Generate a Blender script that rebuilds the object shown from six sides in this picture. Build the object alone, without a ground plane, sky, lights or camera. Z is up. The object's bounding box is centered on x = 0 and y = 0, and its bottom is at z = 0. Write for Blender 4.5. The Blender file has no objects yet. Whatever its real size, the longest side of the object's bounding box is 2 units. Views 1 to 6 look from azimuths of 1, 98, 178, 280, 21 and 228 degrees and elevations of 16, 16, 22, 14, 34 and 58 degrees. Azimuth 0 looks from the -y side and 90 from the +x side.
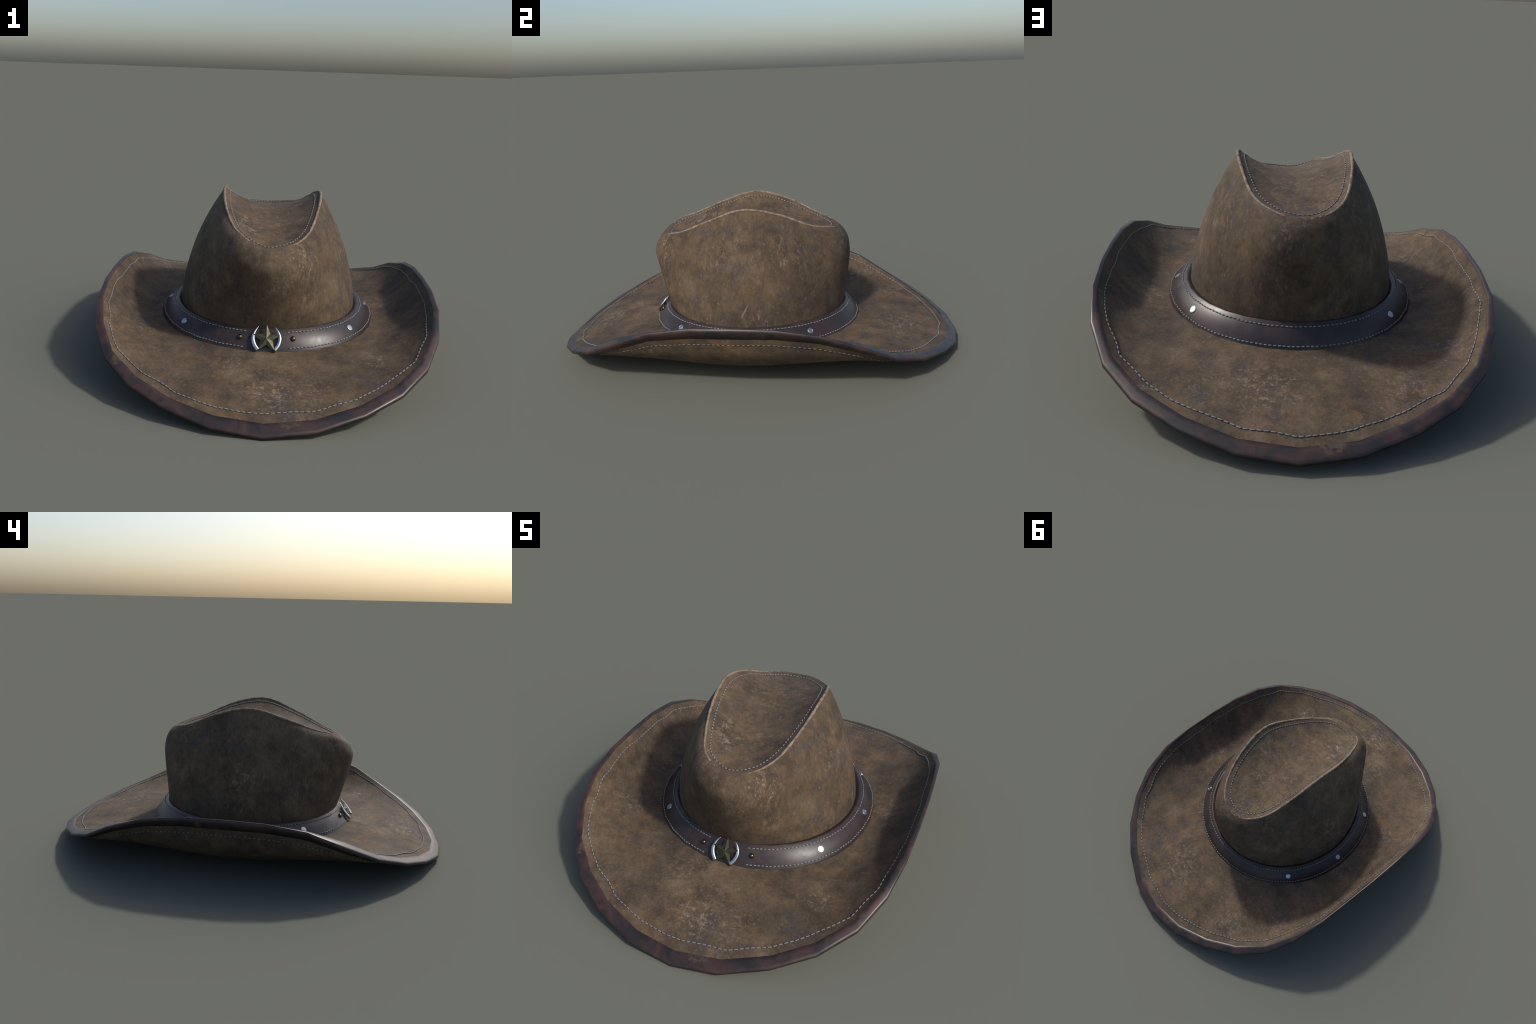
"""A worn brown leather cowboy hat with a studded band, star buckle and bound brim."""
import bpy, math, random
import numpy as np
from mathutils import Matrix, Vector

random.seed(7)
RNG = np.random.default_rng(7)
SHIFT = 0.002                      # the whole hat sits a touch off the mirror plane

# --------------------------------------------------------------------------
# small helpers
# --------------------------------------------------------------------------
def link(obj, parent=None):
    bpy.context.scene.collection.objects.link(obj)
    if parent is not None:
        obj.parent = parent
    return obj

def mesh_object(name, verts, faces, mat, parent, smooth=True):
    me = bpy.data.meshes.new(name)
    me.from_pydata([tuple(map(float, v)) for v in verts], [], faces)
    me.validate()
    me.update()
    if smooth:
        me.polygons.foreach_set("use_smooth", [True] * len(me.polygons))
    me.materials.append(mat)
    return link(bpy.data.objects.new(name, me), parent)

def loft(rings, closed_rows=False):
    """Quads between equally long closed rings of points."""
    n = len(rings[0])
    verts = [p for r in rings for p in r]
    faces = []
    m = len(rings)
    for j in range(m if closed_rows else m - 1):
        a, b = j * n, ((j + 1) % m) * n
        for i in range(n):
            k = (i + 1) % n
            faces.append((a + i, a + k, b + k, b + i))
    return verts, faces

def hermite(xs, ys, x):
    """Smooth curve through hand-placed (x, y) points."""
    xs, ys = np.asarray(xs, float), np.asarray(ys, float)
    m = np.gradient(ys, xs)
    x = np.clip(x, xs[0], xs[-1])
    i = np.clip(np.searchsorted(xs, x) - 1, 0, len(xs) - 2)
    h = xs[i + 1] - xs[i]
    t = (x - xs[i]) / h
    return ((2*t**3 - 3*t**2 + 1) * ys[i] + (t**3 - 2*t**2 + t) * h * m[i]
            + (-2*t**3 + 3*t**2) * ys[i + 1] + (t**3 - t**2) * h * m[i + 1])

def catmull_closed(P, u):
    """Closed Catmull-Rom curve; u in [0, 1)."""
    P = np.asarray(P, float)
    n = len(P)
    t = (u % 1.0) * n
    i = int(math.floor(t)) % n
    f = t - math.floor(t)
    a, b, c, d = P[(i - 1) % n], P[i], P[(i + 1) % n], P[(i + 2) % n]
    return .5 * (2*b + (c - a)*f + (2*a - 5*b + 4*c - d)*f**2 + (3*b - a - 3*c + d)*f**3)

def mirrored(half):
    """Half outline (front to back, +x side) -> the closed outline."""
    half = [np.array(p, float) for p in half]
    other = [p * (-1, 1, 1) for p in half[1:-1]][::-1]
    full = np.array(half + other)
    full[:, 0] += SHIFT
    return full

def series(coeffs, phi):
    return sum(c * math.cos(k * phi) for k, c in enumerate(coeffs))

def polar(r, z, phi):
    return np.array([SHIFT + r * math.sin(phi), -r * math.cos(phi), z])

def unit(v):
    v = np.asarray(v, float)
    return v / (np.linalg.norm(v) + 1e-12)

# --------------------------------------------------------------------------
# materials
# --------------------------------------------------------------------------
class Nodes:
    def __init__(self, name):
        self.mat = bpy.data.materials.new(name)
        self.mat.use_nodes = True
        self.t = self.mat.node_tree
        self.b = self.t.nodes["Principled BSDF"]
        tc = self.t.nodes.new("ShaderNodeTexCoord")
        self.obj = tc.outputs["Object"]

    def put(self, socket, value):
        if isinstance(value, bpy.types.NodeSocket):
            self.t.links.new(value, socket)
        elif value is not None:
            socket.default_value = value

    def mapping(self, scale=(1, 1, 1), loc=(0, 0, 0), vec=None):
        n = self.t.nodes.new("ShaderNodeMapping")
        n.inputs["Scale"].default_value = scale
        n.inputs["Location"].default_value = loc
        self.t.links.new(vec or self.obj, n.inputs["Vector"])
        return n.outputs[0]

    def noise(self, scale, detail=6, rough=.6, dist=0.0, vec=None, kind="FBM"):
        n = self.t.nodes.new("ShaderNodeTexNoise")
        n.noise_type = kind
        n.inputs["Scale"].default_value = scale
        n.inputs["Detail"].default_value = detail
        n.inputs["Roughness"].default_value = rough
        n.inputs["Distortion"].default_value = dist
        self.t.links.new(vec or self.obj, n.inputs["Vector"])
        return n.outputs[0]

    def ramp(self, fac, stops):
        n = self.t.nodes.new("ShaderNodeValToRGB")
        e = n.color_ramp.elements
        while len(e) < len(stops):
            e.new(.5)
        for el, (pos, col) in zip(e, stops):
            el.position = pos
            el.color = (*col, 1) if len(col) == 3 else col
        self.t.links.new(fac, n.inputs[0])
        return n.outputs[0]

    def mask(self, fac, lo, hi):
        n = self.t.nodes.new("ShaderNodeMapRange")
        n.interpolation_type = "SMOOTHSTEP"
        n.inputs["From Min"].default_value = lo
        n.inputs["From Max"].default_value = hi
        self.t.links.new(fac, n.inputs["Value"])
        return n.outputs[0]

    def math(self, op, a, b=None):
        n = self.t.nodes.new("ShaderNodeMath")
        n.operation = op
        self.put(n.inputs[0], a)
        self.put(n.inputs[1], b)
        return n.outputs[0]

    def vmath(self, op, a, b=None, scale=None):
        n = self.t.nodes.new("ShaderNodeVectorMath")
        n.operation = op
        self.put(n.inputs[0], a)
        if b is not None:
            self.put(n.inputs[1], b)
        if scale is not None:
            self.put(n.inputs["Scale"], scale)
        return n.outputs["Value"] if op in ("LENGTH", "DISTANCE", "DOT_PRODUCT") else n.outputs[0]

    def mix(self, fac, a, b, mode="MIX"):
        n = self.t.nodes.new("ShaderNodeMix")
        n.data_type = "RGBA"
        n.blend_type = mode
        self.put(n.inputs[0], fac)
        self.put(n.inputs[6], (*a, 1) if isinstance(a, tuple) else a)
        self.put(n.inputs[7], (*b, 1) if isinstance(b, tuple) else b)
        return n.outputs[2]

    def bump(self, height, strength, distance):
        n = self.t.nodes.new("ShaderNodeBump")
        n.inputs["Strength"].default_value = strength
        n.inputs["Distance"].default_value = distance
        self.t.links.new(height, n.inputs["Height"])
        self.t.links.new(n.outputs[0], self.b.inputs["Normal"])

    def near(self, centre, radius):
        """1 at a spot on the object, fading to 0 at the radius."""
        d = self.vmath("DISTANCE", self.obj, centre)
        return self.mask(d, radius, radius * .15)

    def scratch(self, a, b, width, wobble):
        """1 along a straight scratch from a to b."""
        a, b = Vector(a), Vector(b)
        ab = b - a
        ap = self.vmath("SUBTRACT", self.wobbled(wobble), tuple(a))
        t = self.math("DIVIDE", self.vmath("DOT_PRODUCT", ap, tuple(ab)), ab.length_squared)
        n = self.t.nodes.new("ShaderNodeClamp")
        self.put(n.inputs[0], t)
        proj = self.vmath("SCALE", tuple(ab), scale=n.outputs[0])
        d = self.vmath("DISTANCE", ap, proj)
        return self.mask(d, width, width * .2)

    def wobbled(self, amount):
        if not hasattr(self, "_wob"):
            n = self.t.nodes.new("ShaderNodeTexNoise")
            n.inputs["Scale"].default_value = 18
            self.t.links.new(self.obj, n.inputs["Vector"])
            c = self.vmath("SUBTRACT", n.outputs["Color"], (.5, .5, .5))
            self._wob = self.vmath("ADD", self.obj, self.vmath("SCALE", c, scale=amount))
        return self._wob

    def total(self, sockets):
        out = sockets[0]
        for s in sockets[1:]:
            out = self.math("MAXIMUM", out, s)
        return out


def suede(name, grain, spots, scratches, gain=1.0):
    """Worn brown leather: mottled browns, greyer stains, pale scuffs and fine grain."""
    m = Nodes(name)
    g = lambda c: tuple(v * gain for v in c)
    stretched = m.mapping(grain)
    broad = m.noise(6.0, 6, .66, .2)
    tone = m.ramp(broad, [(.32, g((.050, .035, .024))), (.45, g((.072, .052, .034))),
                          (.55, g((.092, .064, .039))), (.68, g((.122, .089, .058)))])
    mottle = m.noise(21, 6, .66, .1, m.mapping(tuple((1 + v) / 2 for v in grain), (4, 4, 7)))
    tone = m.mix(.68, tone, m.ramp(mottle, [(.30, (.60, .58, .57)), (.48, (.97, .96, .95)), (.56, (1.12, 1.10, 1.06)), (.70, (1.42, 1.38, 1.30))]), "MULTIPLY")
    stain = m.mask(m.noise(8.0, 6, .66, .1, m.mapping(loc=(3.1, 1.7, 8.2))), .54, .66)
    tone = m.mix(m.math("MULTIPLY", stain, .72), tone, g((.058, .047, .042)))
    rust = m.mask(m.noise(11.0, 4, .6, .2, m.mapping(loc=(9.1, 4.4, 2.0))), .56, .72)
    tone = m.mix(m.math("MULTIPLY", rust, .62), tone, g((.128, .077, .038)))
    # fine fibres
    fibre = m.noise(95, 5, .75, .2, stretched)
    tone = m.mix(.75, tone, m.ramp(fibre, [(.30, (.66, .66, .67)), (.5, (1, 1, 1)), (.70, (1.46, 1.43, 1.38))]), "MULTIPLY")
    # pale scuffs: threads of wear that gather in patches
    threads = m.noise(42, 6, .70, .45, m.mapping(grain, (5, 2, 1)))
    fine = m.noise(120, 4, .7, .4, stretched)
    wear = m.mask(m.math("ADD", m.math("MULTIPLY", threads, .62), m.math("MULTIPLY", fine, .38)), .50, .60)
    patch = m.mask(m.noise(4.2, 4, .6, .4, m.mapping(loc=(1.3, 7.7, 4.1))), .47, .70)
    patch = m.math("MULTIPLY", patch, .62)
    if spots:
        patch = m.total([patch] + [m.math("MULTIPLY", m.near(c, r), k) for c, r, k in spots])
    scuff = m.math("MULTIPLY", wear, patch)
    if scratches:
        lines = m.total([m.math("MULTIPLY", m.scratch(a, b, w * 1.25, .012), k) for a, b, w, k in scratches])
        scuff = m.math("MAXIMUM", scuff, m.math("MULTIPLY", lines, m.mask(fine, .28, .46)))
    flecks = m.math("MULTIPLY", m.mask(m.noise(55, 3, .6, .4, m.mapping(grain, (2, 9, 4))), .63, .71), .42)
    scuff = m.math("MAXIMUM", scuff, flecks)
    tone = m.mix(scuff, tone, g((.215, .160, .116)))
    m.t.links.new(tone, m.b.inputs["Base Color"])
    m.b.inputs["Roughness"].default_value = .82
    m.b.inputs["Specular IOR Level"].default_value = .28
    m.bump(m.math("ADD", fibre, m.math("MULTIPLY", threads, .6)), .35, .0025)
    return m.mat


def hide(name, dark, red, rough, bare=()):
    """Smooth dark leather with reddish and bluish stains."""
    m = Nodes(name)
    n = m.noise(10, 5, .65, .8)
    col = m.ramp(n, [(.40, dark), (.50, tuple((a + b) / 2 for a, b in zip(dark, red))), (.58, red)])
    fine = m.noise(70, 4, .6)
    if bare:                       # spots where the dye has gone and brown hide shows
        ragged = m.mask(m.noise(55, 4, .6, .3), .40, .52)
        gone = m.total([m.mask(m.vmath("DISTANCE", m.wobbled(.03), c), r, r * .75) for c, r in bare])
        col = m.mix(m.math("MULTIPLY", gone, ragged), col, (.066, .047, .031))
    col = m.mix(.5, col, m.ramp(fine, [(.3, (.82, .82, .82)), (.7, (1.18, 1.18, 1.18))]), "MULTIPLY")
    m.t.links.new(col, m.b.inputs["Base Color"])
    r = m.t.nodes.new("ShaderNodeMapRange")
    r.inputs["To Min"].default_value = rough - .12
    r.inputs["To Max"].default_value = rough + .14
    m.t.links.new(m.noise(26, 5, .65, .4), r.inputs["Value"])
    m.t.links.new(r.outputs[0], m.b.inputs["Roughness"])
    m.b.inputs["Specular IOR Level"].default_value = .45
    m.bump(fine, .12, .001)
    return m.mat


def metal(name, dark, light, rough, scale=30):
    m = Nodes(name)
    n = m.noise(scale, 5, .6, .3)
    m.t.links.new(m.ramp(n, [(.35, dark), (.65, light)]), m.b.inputs["Base Color"])
    m.b.inputs["Metallic"].default_value = 1
    m.b.inputs["Roughness"].default_value = rough
    return m.mat


def plain(name, colour, rough, spread=.25):
    m = Nodes(name)
    n = m.noise(60, 3, .6)
    lo = tuple(c * (1 - spread) for c in colour)
    hi = tuple(c * (1 + spread) for c in colour)
    m.t.links.new(m.ramp(n, [(.3, lo), (.7, hi)]), m.b.inputs["Base Color"])
    m.b.inputs["Roughness"].default_value = rough
    m.b.inputs["Specular IOR Level"].default_value = .3
    return m.mat


BRIM_MAT = suede("brim_leather", (1, 1, 1),
    [((.02, -.80, .08), .16, .95), ((.444, -.569, .137), .085, 1.0), ((.16, -.80, .08), .13, .7),
     ((.10, .72, .10), .20, .85), ((-.12, -.62, .11), .15, .55), ((.56, .10, .17), .12, .8),
     ((-.55, -.35, .15), .14, .5), ((.30, .70, .10), .14, .5), ((-.35, .70, .11), .16, .5)],
    [((-.40, -.49, .145), (-.412, -.56, .145), .007, .9), ((.344, .513, .118), (.30, .42, .124), .005, .9),
     ((.70, .239, .27), (.60, .15, .19), .004, .55), ((-.22, -.66, .11), (-.12, -.56, .12), .004, .6),
     ((-.62, .30, .2), (-.70, .42, .26), .004, .8), ((-.42, .62, .12), (-.36, .76, .10), .004, .7),
     ((.50, .40, .14), (.62, .30, .2), .004, .5)])
CROWN_MAT = suede("crown_leather", (1.15, 1.15, .6),
    [((.14, -.46, .50), .13, 1.0), ((.06, -.52, .42), .12, .6), ((.42, .06, .21), .10, .9),
     ((.36, .10, .49), .06, .8), ((-.36, -.02, .40), .13, .8), ((-.30, -.30, .36), .10, .5),
     ((.30, -.28, .54), .10, .6), ((.34, .28, .44), .12, .5)],
    [((.22, .35, .52), (.24, .395, .42), .005, .9), ((.24, .395, .42), (.25, .42, .33), .004, .6),
     ((.40, .02, .33), (.405, -.02, .24), .005, .7), ((.16, .37, .60), (.19, .40, .52), .005, .6),
     ((.345, .24, .49), (.30, .34, .44), .004, .7)])
TOP_MAT = suede("crown_top_leather", (1, 1, 1),
    [((-.07, -.30, .585), .085, 1.25), ((-.12, -.24, .61), .07, .9), ((.05, .15, .60), .16, .8),
     ((.15, .05, .64), .10, .6), ((-.10, .10, .62), .12, .5)],
    [((-.02, -.2, .59), (.03, -.14, .59), .006, .7)])
LINING_MAT = plain("lining_cloth", (.060, .044, .032), .9)
WORN_MAT = None
BAND_MAT = hide("band_leather", (.022, .0175, .0175), (.042, .026, .024), .37)
BINDING_MAT = hide("binding_leather", (.017, .0155, .016), (.050, .026, .022), .37,
                   [((.080, -.950, .045), .030), ((.112, -.945, .047), .024), ((.622, -.625, .18), .022), ((-.575, -.705, .15), .028),
                    ((-.085, .948, .062), .030), ((-.12, .944, .062), .022), ((.742, .12, .28), .022), ((-.735, .10, .28), .024)])
LIP_MAT = plain("band_edge_leather", (.036, .021, .018), .36)
THREAD_MAT = plain("thread", (.190, .195, .208), .6)
PALE_THREAD_MAT = plain("pale_thread", (.175, .175, .168), .6)
DULL_THREAD_MAT = plain("dull_thread", (.15, .155, .145), .7)
HOLE_MAT = plain("stitch_groove", (.020, .016, .013), .9)
SILVER_MAT = metal("silver", (.42, .43, .45), (.58, .58, .58), .34)
CHROME_MAT = metal("polished_silver", (.50, .51, .53), (.70, .70, .70), .22)
BRASS_MAT = metal("aged_brass", (.070, .068, .042), (.115, .108, .064), .50, 45)
DARK_BRASS_MAT = metal("dark_brass", (.10, .095, .065), (.16, .15, .09), .30, 45)

def worn_edge():
    m = Nodes("worn_edge_leather")
    n = m.noise(38, 5, .65, .6)
    fine = m.noise(110, 4, .7, .3)
    f = m.math("ADD", m.math("MULTIPLY", n, .7), m.math("MULTIPLY", fine, .3))
    col = m.ramp(f, [(.36, (.085, .061, .041)), (.45, (.17, .126, .090)), (.58, (.27, .205, .152))])
    m.t.links.new(col, m.b.inputs["Base Color"])
    m.b.inputs["Roughness"].default_value = .8
    m.b.inputs["Specular IOR Level"].default_value = .25
    m.bump(fine, .4, .002)
    return m.mat
WORN_MAT = worn_edge()

# --------------------------------------------------------------------------
# the hat
# --------------------------------------------------------------------------
hat = bpy.data.objects.new("cowboy_hat", None)
link(hat)
hat["label"] = "worn brown leather cowboy hat with star buckle band"
hat["category"] = "cowboy hat"

# ---- brim: 32 facets; outline of the rim and of the binding's inner edge ----
N = 32
TIP = mirrored([(0, -1.0, .0085), (.190, -.979, .027), (.366, -.912, .062), (.515, -.814, .100),
                (.630, -.686, .150), (.699, -.541, .218), (.730, -.378, .285), (.739, -.194, .313),
                (.741, -.008, .317), (.737, .175, .314), (.728, .360, .287), (.696, .526, .226),
                (.629, .668, .150), (.514, .796, .103), (.362, .898, .071), (.188, .973, .046), (0, 1.0, .033)])
TOP_IN = mirrored([(0, -.955, .040), (.182, -.932, .051), (.350, -.868, .080), (.490, -.778, .118),
                   (.605, -.664, .168), (.671, -.532, .236), (.709, -.368, .287), (.724, -.190, .307),
                   (.727, -.008, .310), (.724, .175, .305), (.712, .352, .279), (.667, .512, .236),
                   (.603, .645, .168), (.490, .762, .120), (.346, .858, .090), (.180, .928, .066), (0, .952, .056)])
SIDE = np.array([math.sin(math.pi * k / 16) ** 2 for k in range(N)])
SPOKE = np.array([math.atan2(p[0] - SHIFT, -p[1]) for p in TOP_IN])

def base_radius(phi):
    return series((.4313, .0073, .0129, -.0008, -.0008), phi)

FOOT = np.array([polar(base_radius(a) - .03, .131 + .006 * s, a) for a, s in zip(SPOKE, SIDE)])
UNDER_IN = []
UNDER_FOOT = []
for k in range(N):
    out = unit([TIP[k][0] - SHIFT, TIP[k][1], 0])
    s = SIDE[k] ** 1.5
    UNDER_IN.append(TIP[k] - out * (.050 * (1 - s) + .009 * s) + np.array([0, 0, (.004 * (1 - s) - .046 * s)]))
    UNDER_FOOT.append(polar(base_radius(SPOKE[k]) - .03, .062, SPOKE[k]))
UNDER_IN, UNDER_FOOT = np.array(UNDER_IN), np.array(UNDER_FOOT)

def top_spoke(k, t):
    p = FOOT[k] + (TOP_IN[k] - FOOT[k]) * t
    p[2] = FOOT[k][2] + (TOP_IN[k][2] - FOOT[k][2]) * t ** (2.1 + 1.3 * SIDE[k] ** .7)
    p[2] -= .014 * SIDE[k] ** .6 * math.sin(math.pi * t ** 1.2)
    return p

def under_spoke(k, t):
    p = UNDER_FOOT[k] + (UNDER_IN[k] - UNDER_FOOT[k]) * t
    rise = hermite([0, .35, .64, .83, .94, 1], [0, -.01, .165, .42, .67, 1], t)
    g = SIDE[k] * rise + (1 - SIDE[k]) * t ** 1.6
    p[2] = UNDER_FOOT[k][2] + (UNDER_IN[k][2] - UNDER_FOOT[k][2]) * g
    return p

ROWS = np.linspace(0, 1, 19)
rings = [[under_spoke(k, t) for k in range(N)] for t in ROWS]
verts, faces = loft([[top_spoke(k, t) for k in range(N)] for t in ROWS[::-1]])
off = len(verts)
v2, f2 = loft(rings)
verts += v2
faces += [tuple(i + off for i in f) for f in f2]
brim = mesh_object("brim", verts, [f[::-1] for f in faces], BRIM_MAT, hat)

# binding: rolled strip of dark leather round the rim, a little proud of the brim
def binding_ring(k):
    a, tip, b = TOP_IN[k], TIP[k], UNDER_IN[k]
    inward = unit([-(tip[0] - SHIFT), -tip[1], 0])
    along = unit(tip - a)
    up = unit(np.cross(np.cross(inward, along), along))
    if up[2] < 0:
        up = -up
    s = SIDE[k] ** 1.5
    down = np.array([0, 0, -1.0])
    return [a + up * -.002 + inward * .002, a + up * .002, a + (tip - a) * .35 + up * .003,
            a + (tip - a) * .75 + up * .0035, tip - along * .003 + up * .003,
            tip + along * .0, tip + down * (.009 + .006 * s) - along * .002 * (1 - s),
            tip + (b - tip) * .45 + down * .006 * (1 - s) - inward * .003 * s,
            b + down * .003 * (1 - s) - inward * .002 * s, b - down * .003 * (1 - s) + inward * .003 * s]

sections = [binding_ring(k) for k in range(N)]
rings = [[sections[k][j] for k in range(N)] for j in range(len(sections[0]))]
verts, faces = loft(rings)
binding = mesh_object("brim_binding", verts, faces, BINDING_MAT, hat)

# ---- crown walls: from the oval base up to the ridge, with a belly ----
ARC = 96
# the pinch is not quite even: the two shoulders differ by a centimetre or two
RIDGE = np.array([(-.013, -.466, .551), (.092, -.434, .563), (.161, -.340, .592), (.204, -.198, .652),
                  (.227, -.030, .709), (.206, .137, .682), (.159, .279, .621), (.082, .374, .595),
                  (-.013, .408, .582), (-.105, .374, .593), (-.171, .279, .622), (-.205, .137, .683),
                  (-.215, -.030, .718), (-.198, -.198, .674), (-.159, -.340, .621), (-.110, -.434, .594)])

def ridge_point(phi):
    return catmull_closed(RIDGE, phi / (2 * math.pi))

def belly(phi, s):
    side = hermite([0, .084, .22, .39, .556, .732, .875, 1], [0, .016, .036, .047, .049, .040, .022, 0], s)
    front = hermite([0, .19, .34, .49, .65, .76, .826, .907, .965, 1], [.000, .010, .025, .040, .056, .065, .067, .053, .032, 0], s)
    rear = hermite([0, .247, .473, .624, .774, .892, .97, 1], [0, .016, .034, .046, .052, .042, .018, 0], s)
    c = math.cos(phi)
    f, r = max(c, 0) ** 2, max(-c, 0) ** 2
    lean = .5 + .5 * math.tanh(3 * math.sin(phi))                    # the +x quarters are flatter
    flat = (.020 * lean - .001) * math.sin(2 * phi) ** 2 * (4 * s * (1 - s)) ** .8
    return f * front + r * rear + (1 - f - r) * (side + .005 * (1 - lean) * 4 * s * (1 - s)) - flat

def crown_point(phi, s):
    b = polar(base_radius(phi) - .006, .105, phi)
    p = b + (ridge_point(phi) - b) * s
    d = belly(phi, s)
    return p + np.array([math.sin(phi) * d, -math.cos(phi) * d, 0])

angles = [2 * math.pi * i / ARC for i in range(ARC)]
levels = [*np.linspace(0, .8, 20), *np.linspace(.82, 1, 12)]
verts, faces = loft([[crown_point(a, s) for a in angles] for s in levels])
crown = mesh_object("crown", verts, faces, CROWN_MAT, hat)

# ---- crown top: the pinched hollow inside the ridge ----
def floor_height(y):
    u = (y + .458) / .868
    return hermite([0, .25, .5, .75, .92, 1], [.549, .597, .627, .611, .582, .576], u)

CENTRE = -.004
def top_point(phi, q):
    """q = 1 on the ridge, 0 on the centre line."""
    r = ridge_point(phi)
    y = r[1]
    if q >= 1:
        return r
    yy = y * (.66 + .34 * q) - .008 * (1 - q)
    zc = floor_height(yy)
    return np.array([CENTRE + (r[0] - CENTRE) * q, yy, zc + (r[2] - zc) * q ** 2.0])

qs = [1, .96, .92, .86, .78, .68, .56, .42, .28, .14, 0]
verts, faces = loft([[top_point(a, q) for a in angles] for q in qs])
crown_top = mesh_object("crown_top", verts, faces, TOP_MAT, hat)
bpy.context.view_layer.objects.active = crown_top

# ---- worn rolled edge along the ridge ----
def tube(points, radii, sides, closed, ups=None):
    pts = [np.asarray(p, float) for p in points]
    n = len(pts)
    rings = []
    for i in range(n):
        if closed:
            tan = unit(pts[(i + 1) % n] - pts[i - 1])
        else:
            tan = unit(pts[min(i + 1, n - 1)] - pts[max(i - 1, 0)])
        up = np.array(ups[i] if ups is not None else (0, 0, 1.0))
        a = unit(np.cross(tan, up))
        b = unit(np.cross(a, tan))
        r = radii[i]
        ra, rb = r if isinstance(r, tuple) else (r, r)
        rings.append([pts[i] + a * ra * math.cos(w) + b * rb * math.sin(w)
                      for w in (2 * math.pi * j / sides for j in range(sides))])
    verts, faces = loft(rings, closed_rows=closed)
    if not closed:
        faces.append(tuple(range(sides))[::-1])
        faces.append(tuple(range((n - 1) * sides, n * sides)))
    return verts, faces

M = 260
pts, rad = [], []
for i in range(M):
    a = 2 * math.pi * i / M
    side = abs(math.sin(a))
    pts.append(ridge_point(a) - np.array([0, 0, .0025 + .003 * (1 - side)]))
    rad.append((.0040 + .0020 * side) * (1 + .16 * math.sin(37 * a) * math.sin(23 * a + 1) + .10 * RNG.standard_normal() * .6))
verts, faces = tube(pts, rad, 8, True)
mesh_object("crown_edge", verts, faces, WORN_MAT, hat)

# ---- lining inside ----
rings = [[polar(base_radius(a) - .028, .062, a) for a in angles],
         [polar(base_radius(a) - .034, .12, a) for a in angles],
         [crown_point(a, .35) * (.93, .93, 1) for a in angles],
         [crown_point(a, .7) * (.90, .90, 1) for a in angles],
         [top_point(a, .9) * (.86, .86, 1) - np.array([0, 0, .05]) for a in angles],
         [top_point(a, .5) * (.86, .86, 1) - np.array([0, 0, .045]) for a in angles],
         [top_point(a, 0) * (.86, .86, 1) - np.array([0, 0, .045]) for a in angles]]
verts, faces = loft(rings)
mesh_object("lining", verts, [f[::-1] for f in faces], LINING_MAT, hat)

# ---- hat band: a flared leather collar ----
def low_radius(phi):
    return series((.5105, .0101, .0094, -.0008, -.0023, -.0009), phi)

def low_height(phi):
    return series((.132, .0022, -.0073, -.0014, .0026), phi)

def junction_height(phi):
    return series((.2003, -.0019, .0022), phi)

def band_point(phi, t, lift=0.0):
    """Outer face; t = 0 at the upper edge, 1 at the lower one."""
    a = polar(base_radius(phi) + .011, junction_height(phi) + .002, phi)
    b = polar(low_radius(phi) + .001, low_height(phi) - .001, phi)
    n = band_normal(phi)
    return a + (b - a) * t + n * (.0065 * math.sin(math.pi * t) ** .8 + lift)

def band_normal(phi):
    a = polar(base_radius(phi) + .011, junction_height(phi), phi)
    b = polar(low_radius(phi), low_height(phi), phi)
    tan = np.array([math.cos(phi), math.sin(phi), 0])
    n = unit(np.cross(b - a, tan))
    return n if n[2] > 0 else -n

SEG = 32
band_angles = [2 * math.pi * i / SEG for i in range(SEG)]
ts = [0, .02, .06, .14, .25, .38, .5, .62, .75, .86, .94, .98, 1]
rings = [[band_point(a, t) for a in band_angles] for t in ts]
rings.append([polar(low_radius(a) - .004, low_height(a) - .032, a) for a in band_angles])
verts, faces = loft(rings)
band = mesh_object("hat_band", verts, faces, BAND_MAT, hat)
rings = [[polar(base_radius(a) - .012, junction_height(a) - .010, a) for a in band_angles],
         [polar(base_radius(a) + .003, junction_height(a) + .000, a) for a in band_angles],
         [polar(base_radius(a) + .0085, junction_height(a) + .0022, a) for a in band_angles],
         [band_point(a, .012, -.0005) for a in band_angles]]
verts, faces = loft(rings)
mesh_object("band_edge", verts, faces, LIP_MAT, band)

# --------------------------------------------------------------------------
# stitching
# --------------------------------------------------------------------------
def facet_point(ring_fn, u):
    """Point on a faceted ring (u in turns over the N spokes) -> linear between spokes."""
    x = (u % 1.0) * N
    k = int(x) % N
    f = x - int(x)
    return ring_fn(k) * (1 - f) + ring_fn((k + 1) % N) * f

def evenly(curve, pitch, samples=2400, start=0.0, stop=1.0):
    """Parameters that cut a curve into equal steps."""
    us = np.linspace(start, stop, samples)
    p = np.array([curve(u) for u in us])
    d = np.r_[0, np.cumsum(np.linalg.norm(np.diff(p, axis=0), axis=1))]
    n = max(1, int(round(d[-1] / pitch)))
    marks = np.linspace(0, d[-1], n + 1)
    return np.interp(marks, d, us)

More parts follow.
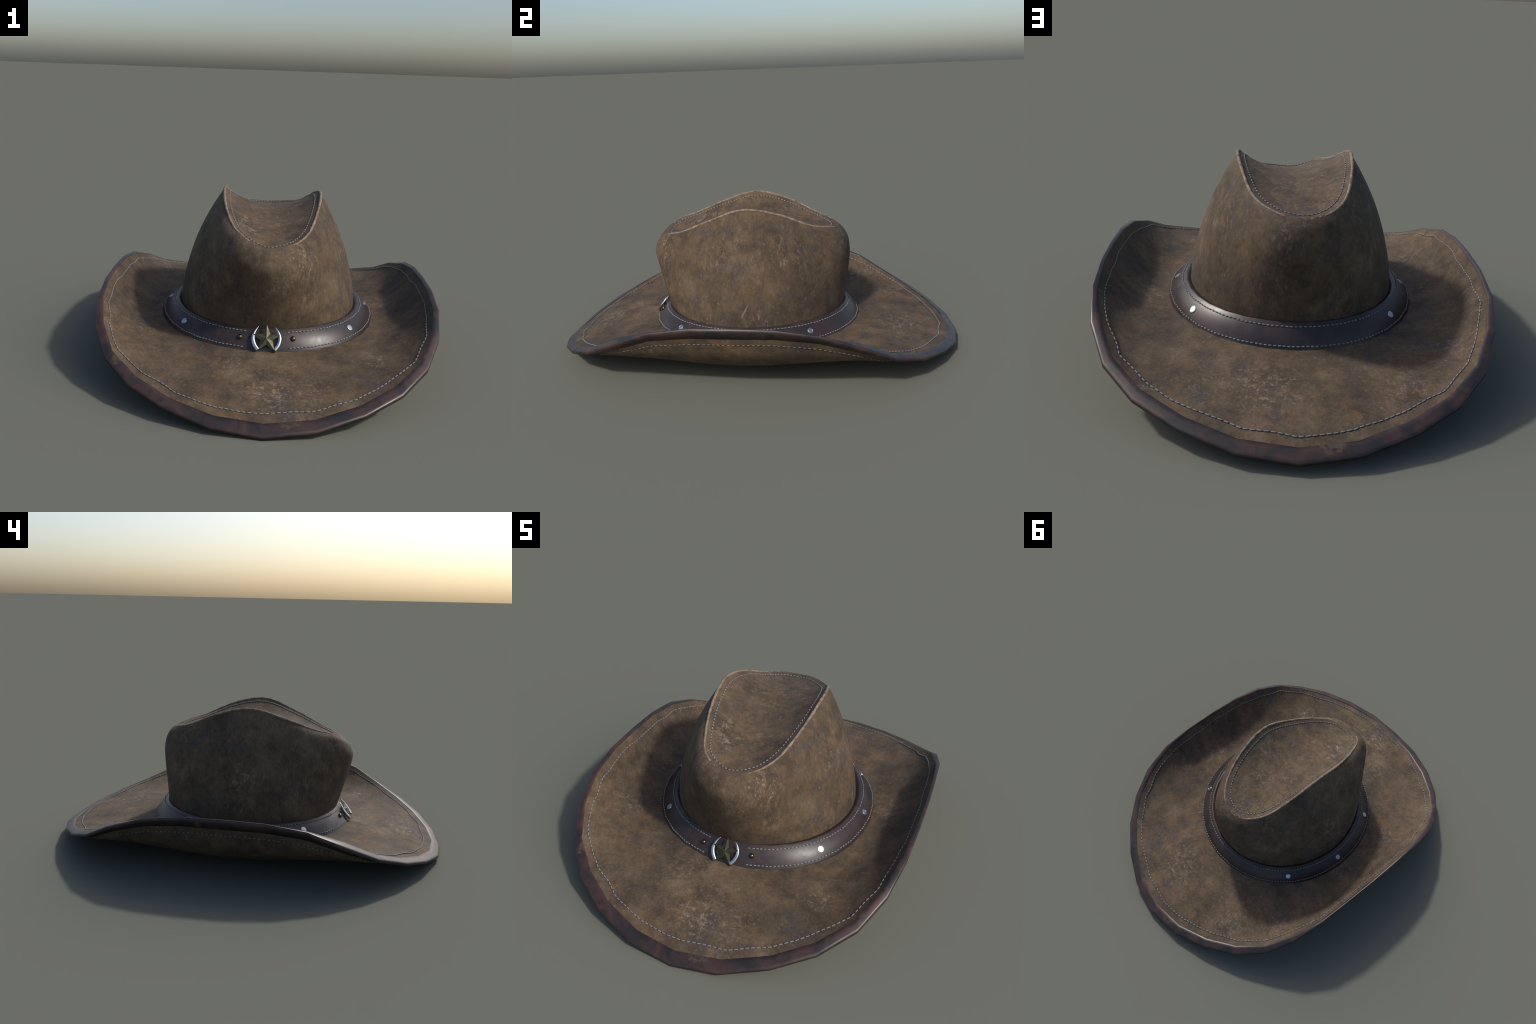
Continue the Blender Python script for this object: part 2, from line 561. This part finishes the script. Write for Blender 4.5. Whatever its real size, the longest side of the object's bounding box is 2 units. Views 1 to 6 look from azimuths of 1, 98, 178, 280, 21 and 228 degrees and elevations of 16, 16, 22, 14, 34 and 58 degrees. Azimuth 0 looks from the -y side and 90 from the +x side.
def capsule(sides=8):
    """Unit stitch: a thread hump along x, dipping into its holes."""
    prof = [(-.5, .12, -.5), (-.47, .55, -.2), (-.38, .9, .05), (-.2, 1, .15), (0, 1, .2), (.2, 1, .15), (.38, .9, .05), (.47, .55, -.2), (.5, .12, -.5)]
    rings = [[(x, r * math.cos(w) * .5, z * .35 + r * math.sin(w) * .5)
              for w in (2 * math.pi * j / sides for j in range(sides))] for x, r, z in prof]
    verts, faces = loft(rings)
    faces = faces + [tuple(range(sides))[::-1], tuple(range((len(prof) - 1) * sides, len(prof) * sides))]
    return np.array(verts), faces

CAP_V, CAP_F = capsule()

def frame(p, q, normal, length, width, height):
    x = unit(q - p)
    z = unit(normal - x * np.dot(normal, x))
    y = np.cross(z, x)
    c = (p + q) / 2
    return Matrix(((x[0] * length, y[0] * width, z[0] * height, c[0]), (x[1] * length, y[1] * width, z[1] * height, c[1]),
                   (x[2] * length, y[2] * width, z[2] * height, c[2]), (0, 0, 0, 1)))

def stitches_joined(name, curve, normal, pitch, dash, width, mat, parent, start=0.0, stop=1.0):
    us = evenly(curve, pitch, start=start, stop=stop)
    verts, faces = [], []
    for a, b in zip(us[:-1], us[1:]):
        w = (b - a) * (1 - dash) / 2
        jit = RNG.uniform(-.06, .06) * (b - a)
        p, q = curve(a + w + jit), curve(b - w + jit)
        m = np.array(frame(p, q, normal((a + b) / 2), np.linalg.norm(q - p), width, width * .8))
        off = len(verts)
        verts += [tuple(m[:3, :3] @ v + m[:3, 3]) for v in CAP_V]
        faces += [tuple(i + off for i in f) for f in CAP_F]
    o = mesh_object(name, verts, faces, mat, parent)
    o["kind"] = "stuff"
    return o

def groove(name, curve, normal, width, parent, count, start=0.0, stop=1.0, closed=True):
    """Shallow dark furrow the thread lies in."""
    us = np.linspace(start, stop, count + 1)[:-1] if closed else np.linspace(start, stop, count)
    pts = [curve(u) for u in us]
    ups = [normal(u) for u in us]
    verts, faces = tube(pts, [(width, .0009)] * len(pts), 6, closed, ups)
    return mesh_object(name, verts, faces, HOLE_MAT, parent)

# brim, upper side: the thread wanders a little about its line
STITCH_IN = np.array([.021 + .018 * (1 - s) for s in SIDE])
def brim_stitch_ring(k):
    p = TOP_IN[k]
    r = np.linalg.norm((TOP_IN[k] - FOOT[k])[:2])
    return top_spoke(k, 1 - STITCH_IN[k] / r)

def brim_normal_at(fn_a, fn_b):
    def normal(u):
        d = facet_point(fn_a, u + .002) - facet_point(fn_a, u - .002)
        e = facet_point(fn_b, u) - facet_point(fn_a, u)
        n = unit(np.cross(d, e))
        return n if n[2] > 0 else -n
    return normal

def inner_ring(k):
    r = np.linalg.norm((TOP_IN[k] - FOOT[k])[:2])
    return top_spoke(k, 1 - (STITCH_IN[k] + .02) / r)

def wander(u):
    return .0030 * math.sin(2 * math.pi * 11 * u + 1) + .0022 * math.sin(2 * math.pi * 23 * u) + .0012 * math.sin(2 * math.pi * 41 * u + 2)

top_normal = brim_normal_at(brim_stitch_ring, inner_ring)
def brim_curve(u):
    a, b = facet_point(brim_stitch_ring, u), facet_point(inner_ring, u)
    return a + unit(b - a) * wander(u) + top_normal(u) * .0006
groove("stitch_groove", brim_curve, top_normal, .0011, brim, 512)

stitch_mesh = bpy.data.meshes.new("stitch")
stitch_mesh.from_pydata([tuple(v) for v in CAP_V], [], CAP_F)
stitch_mesh.polygons.foreach_set("use_smooth", [True] * len(stitch_mesh.polygons))
stitch_mesh.materials.append(THREAD_MAT)
us = evenly(brim_curve, .0212)
for a, b in zip(us[:-1], us[1:]):
    w = (b - a) * .125
    p, q = brim_curve(a + w), brim_curve(b - w)
    o = bpy.data.objects.new("stitch", stitch_mesh)
    link(o, brim)
    lift = top_normal((a + b) / 2) * .0012
    o.matrix_local = frame(p + lift, q + lift, top_normal((a + b) / 2), np.linalg.norm(q - p), .0048 * random.uniform(.9, 1.1), .0042)

# brim, underside
def under_ring(k):
    return under_spoke(k, .945 + .03 * SIDE[k])
def under_ring2(k):
    return under_spoke(k, .91)
_n = brim_normal_at(under_ring, under_ring2)
under_normal = lambda u: -_n(u)
under_curve = lambda u: facet_point(under_ring, u) + under_normal(u) * .001
groove("stitch_groove", under_curve, under_normal, .0012, brim, 512)
stitches_joined("underside_stitching", under_curve, under_normal, .0212, .72, .0032, DULL_THREAD_MAT, brim)

# crown top
def crease_curve(u):
    phi = 2 * math.pi * u
    q = 1 - .115 - .03 * math.cos(phi) ** 2 - .07 * max(-math.cos(phi), 0) ** 4
    return top_point(phi, q) + np.array([0, 0, .0012])
def crease_normal(u):
    phi = 2 * math.pi * u
    a = top_point(phi, .85) - top_point(phi, .95)
    d = top_point(phi + .02, .9) - top_point(phi - .02, .9)
    n = unit(np.cross(a, d))
    return n if n[2] > 0 else -n
groove("stitch_groove", crease_curve, crease_normal, .0009, crown_top, 300)
stitches_joined("crown_stitching", crease_curve, crease_normal, .0162, .66, .0048, THREAD_MAT, crown_top)

# band: two rows, open at the buckle
for t in (.17, .86):
    cf = lambda u, t=t: band_facet(u, t)
    def band_facet(u, t):
        x = (u % 1.0) * SEG
        k = int(x) % SEG
        f = x - int(x)
        return band_point(band_angles[k], t) * (1 - f) + band_point(band_angles[(k + 1) % SEG], t) * f
    nf = lambda u: band_normal(2 * math.pi * u)
    line = lambda u, t=t: band_facet(u, t) + nf(u) * .0012
    gap = .0285
    groove("stitch_groove", lambda u, t=t: band_facet(u, t), nf, .0015, band, 257, gap, 1 - gap, closed=False)
    stitches_joined("band_stitching", line, nf, .0167, .72, .0052, PALE_THREAD_MAT, band, gap, 1 - gap)

# --------------------------------------------------------------------------
# metalwork on the band
# --------------------------------------------------------------------------
def lathe(profile, sides=32):
    rings = [[(r * math.cos(w), r * math.sin(w), z) for w in (2 * math.pi * j / sides for j in range(sides))] for r, z in profile]
    verts, faces = loft(rings)
    faces = [f for f in faces]
    faces.append(tuple(range((len(profile) - 1) * sides, len(profile) * sides)))
    return verts, faces

def placed(name, mesh, phi, t, lift):
    p, n = band_point(phi, t, lift), band_normal(phi)
    x = np.array([math.cos(phi), math.sin(phi), 0])
    y = np.cross(n, x)
    o = bpy.data.objects.new(name, mesh)
    link(o, band)
    o.matrix_local = Matrix(((x[0], y[0], n[0], p[0]), (x[1], y[1], n[1], p[1]), (x[2], y[2], n[2], p[2]), (0, 0, 0, 1)))
    return o

def shared_mesh(name, verts, faces, mat):
    me = bpy.data.meshes.new(name)
    me.from_pydata([tuple(map(float, v)) for v in verts], [], faces)
    me.polygons.foreach_set("use_smooth", [True] * len(me.polygons))
    me.materials.append(mat)
    me.set_sharp_from_angle(angle=math.radians(35))
    return me

R = .0145
rivet = shared_mesh("rivet", *lathe([(R, -.006), (R, .0012), (R * .95, .0024), (R * .80, .0028), (R * .76, .0023), (R * .72, .0028),
                                     (R * .3, .0030), (R * .05, .0031)]), SILVER_MAT)
for x, y in ((.362, -.324), (.462, -.010), (.372, .288)):
    for s in (1, -1):
        placed("rivet", rivet, math.atan2(s * x, -y), .50, -.001)

D = .0112
stud = shared_mesh("stud", *lathe([(D, -.004)] + [(D * math.cos(a), D * .95 * math.sin(a)) for a in np.linspace(0, 1.53, 10)]), DARK_BRASS_MAT)
for x in (.111, -.111):
    placed("stud", stud, math.atan2(x, .485), .46, 0)

# star and crescents share one tilted plane in front of the band
ORIGIN = np.array([SHIFT, -.5065, .1765])
UP = unit([0, .580, .815])
OUT = unit([0, -.815, .580])
ACROSS = np.array([1.0, 0, 0])
def plane(u, v, w):
    return ORIGIN + ACROSS * u + UP * v + OUT * w

def star(R, inner):
    ring = []
    for i in range(10):
        r = R if i % 2 == 0 else R * inner
        a = math.pi * i / 5
        ring.append((r * math.sin(a), r * math.cos(a)))
    verts = [plane(0, 0, .0105)] + [plane(u, v, .004) for u, v in ring] + [plane(u, v, .0015) for u, v in ring] + [plane(0, 0, .0)]
    faces = []
    for i in range(10):
        j = (i + 1) % 10
        faces += [(0, 1 + j, 1 + i), (1 + i, 1 + j, 11 + j, 11 + i), (21, 11 + i, 11 + j)]
    return verts, faces
verts, faces = star(.0600, .43)
mesh_object("star", verts, faces, BRASS_MAT, band, smooth=False)

for s in (1, -1):
    path = [(.033, .053), (.0425, .041), (.0505, .026), (.0550, .009), (.0545, -.008), (.0485, -.026), (.0405, -.038), (.034, -.046)]
    fine = []
    for i in np.linspace(0, len(path) - 1, 25):
        fine.append((hermite(range(len(path)), [p[0] for p in path], i), hermite(range(len(path)), [p[1] for p in path], i)))
    pts = [plane(s * u, v, -.001) for u, v in fine]
    rad = [(w, w * .8) for w in hermite([0, 6, 12, 18, 24], [.0006, .0048, .0078, .0095, .0098], np.arange(25.0))]
    verts, faces = tube(pts, rad, 12, False, [OUT] * 25)
    mesh_object("crescent", verts, faces, CHROME_MAT, band)

# consistent outward normals on the closed strips
for o in (brim, binding, crown, crown_top, band):
    o.data.update()
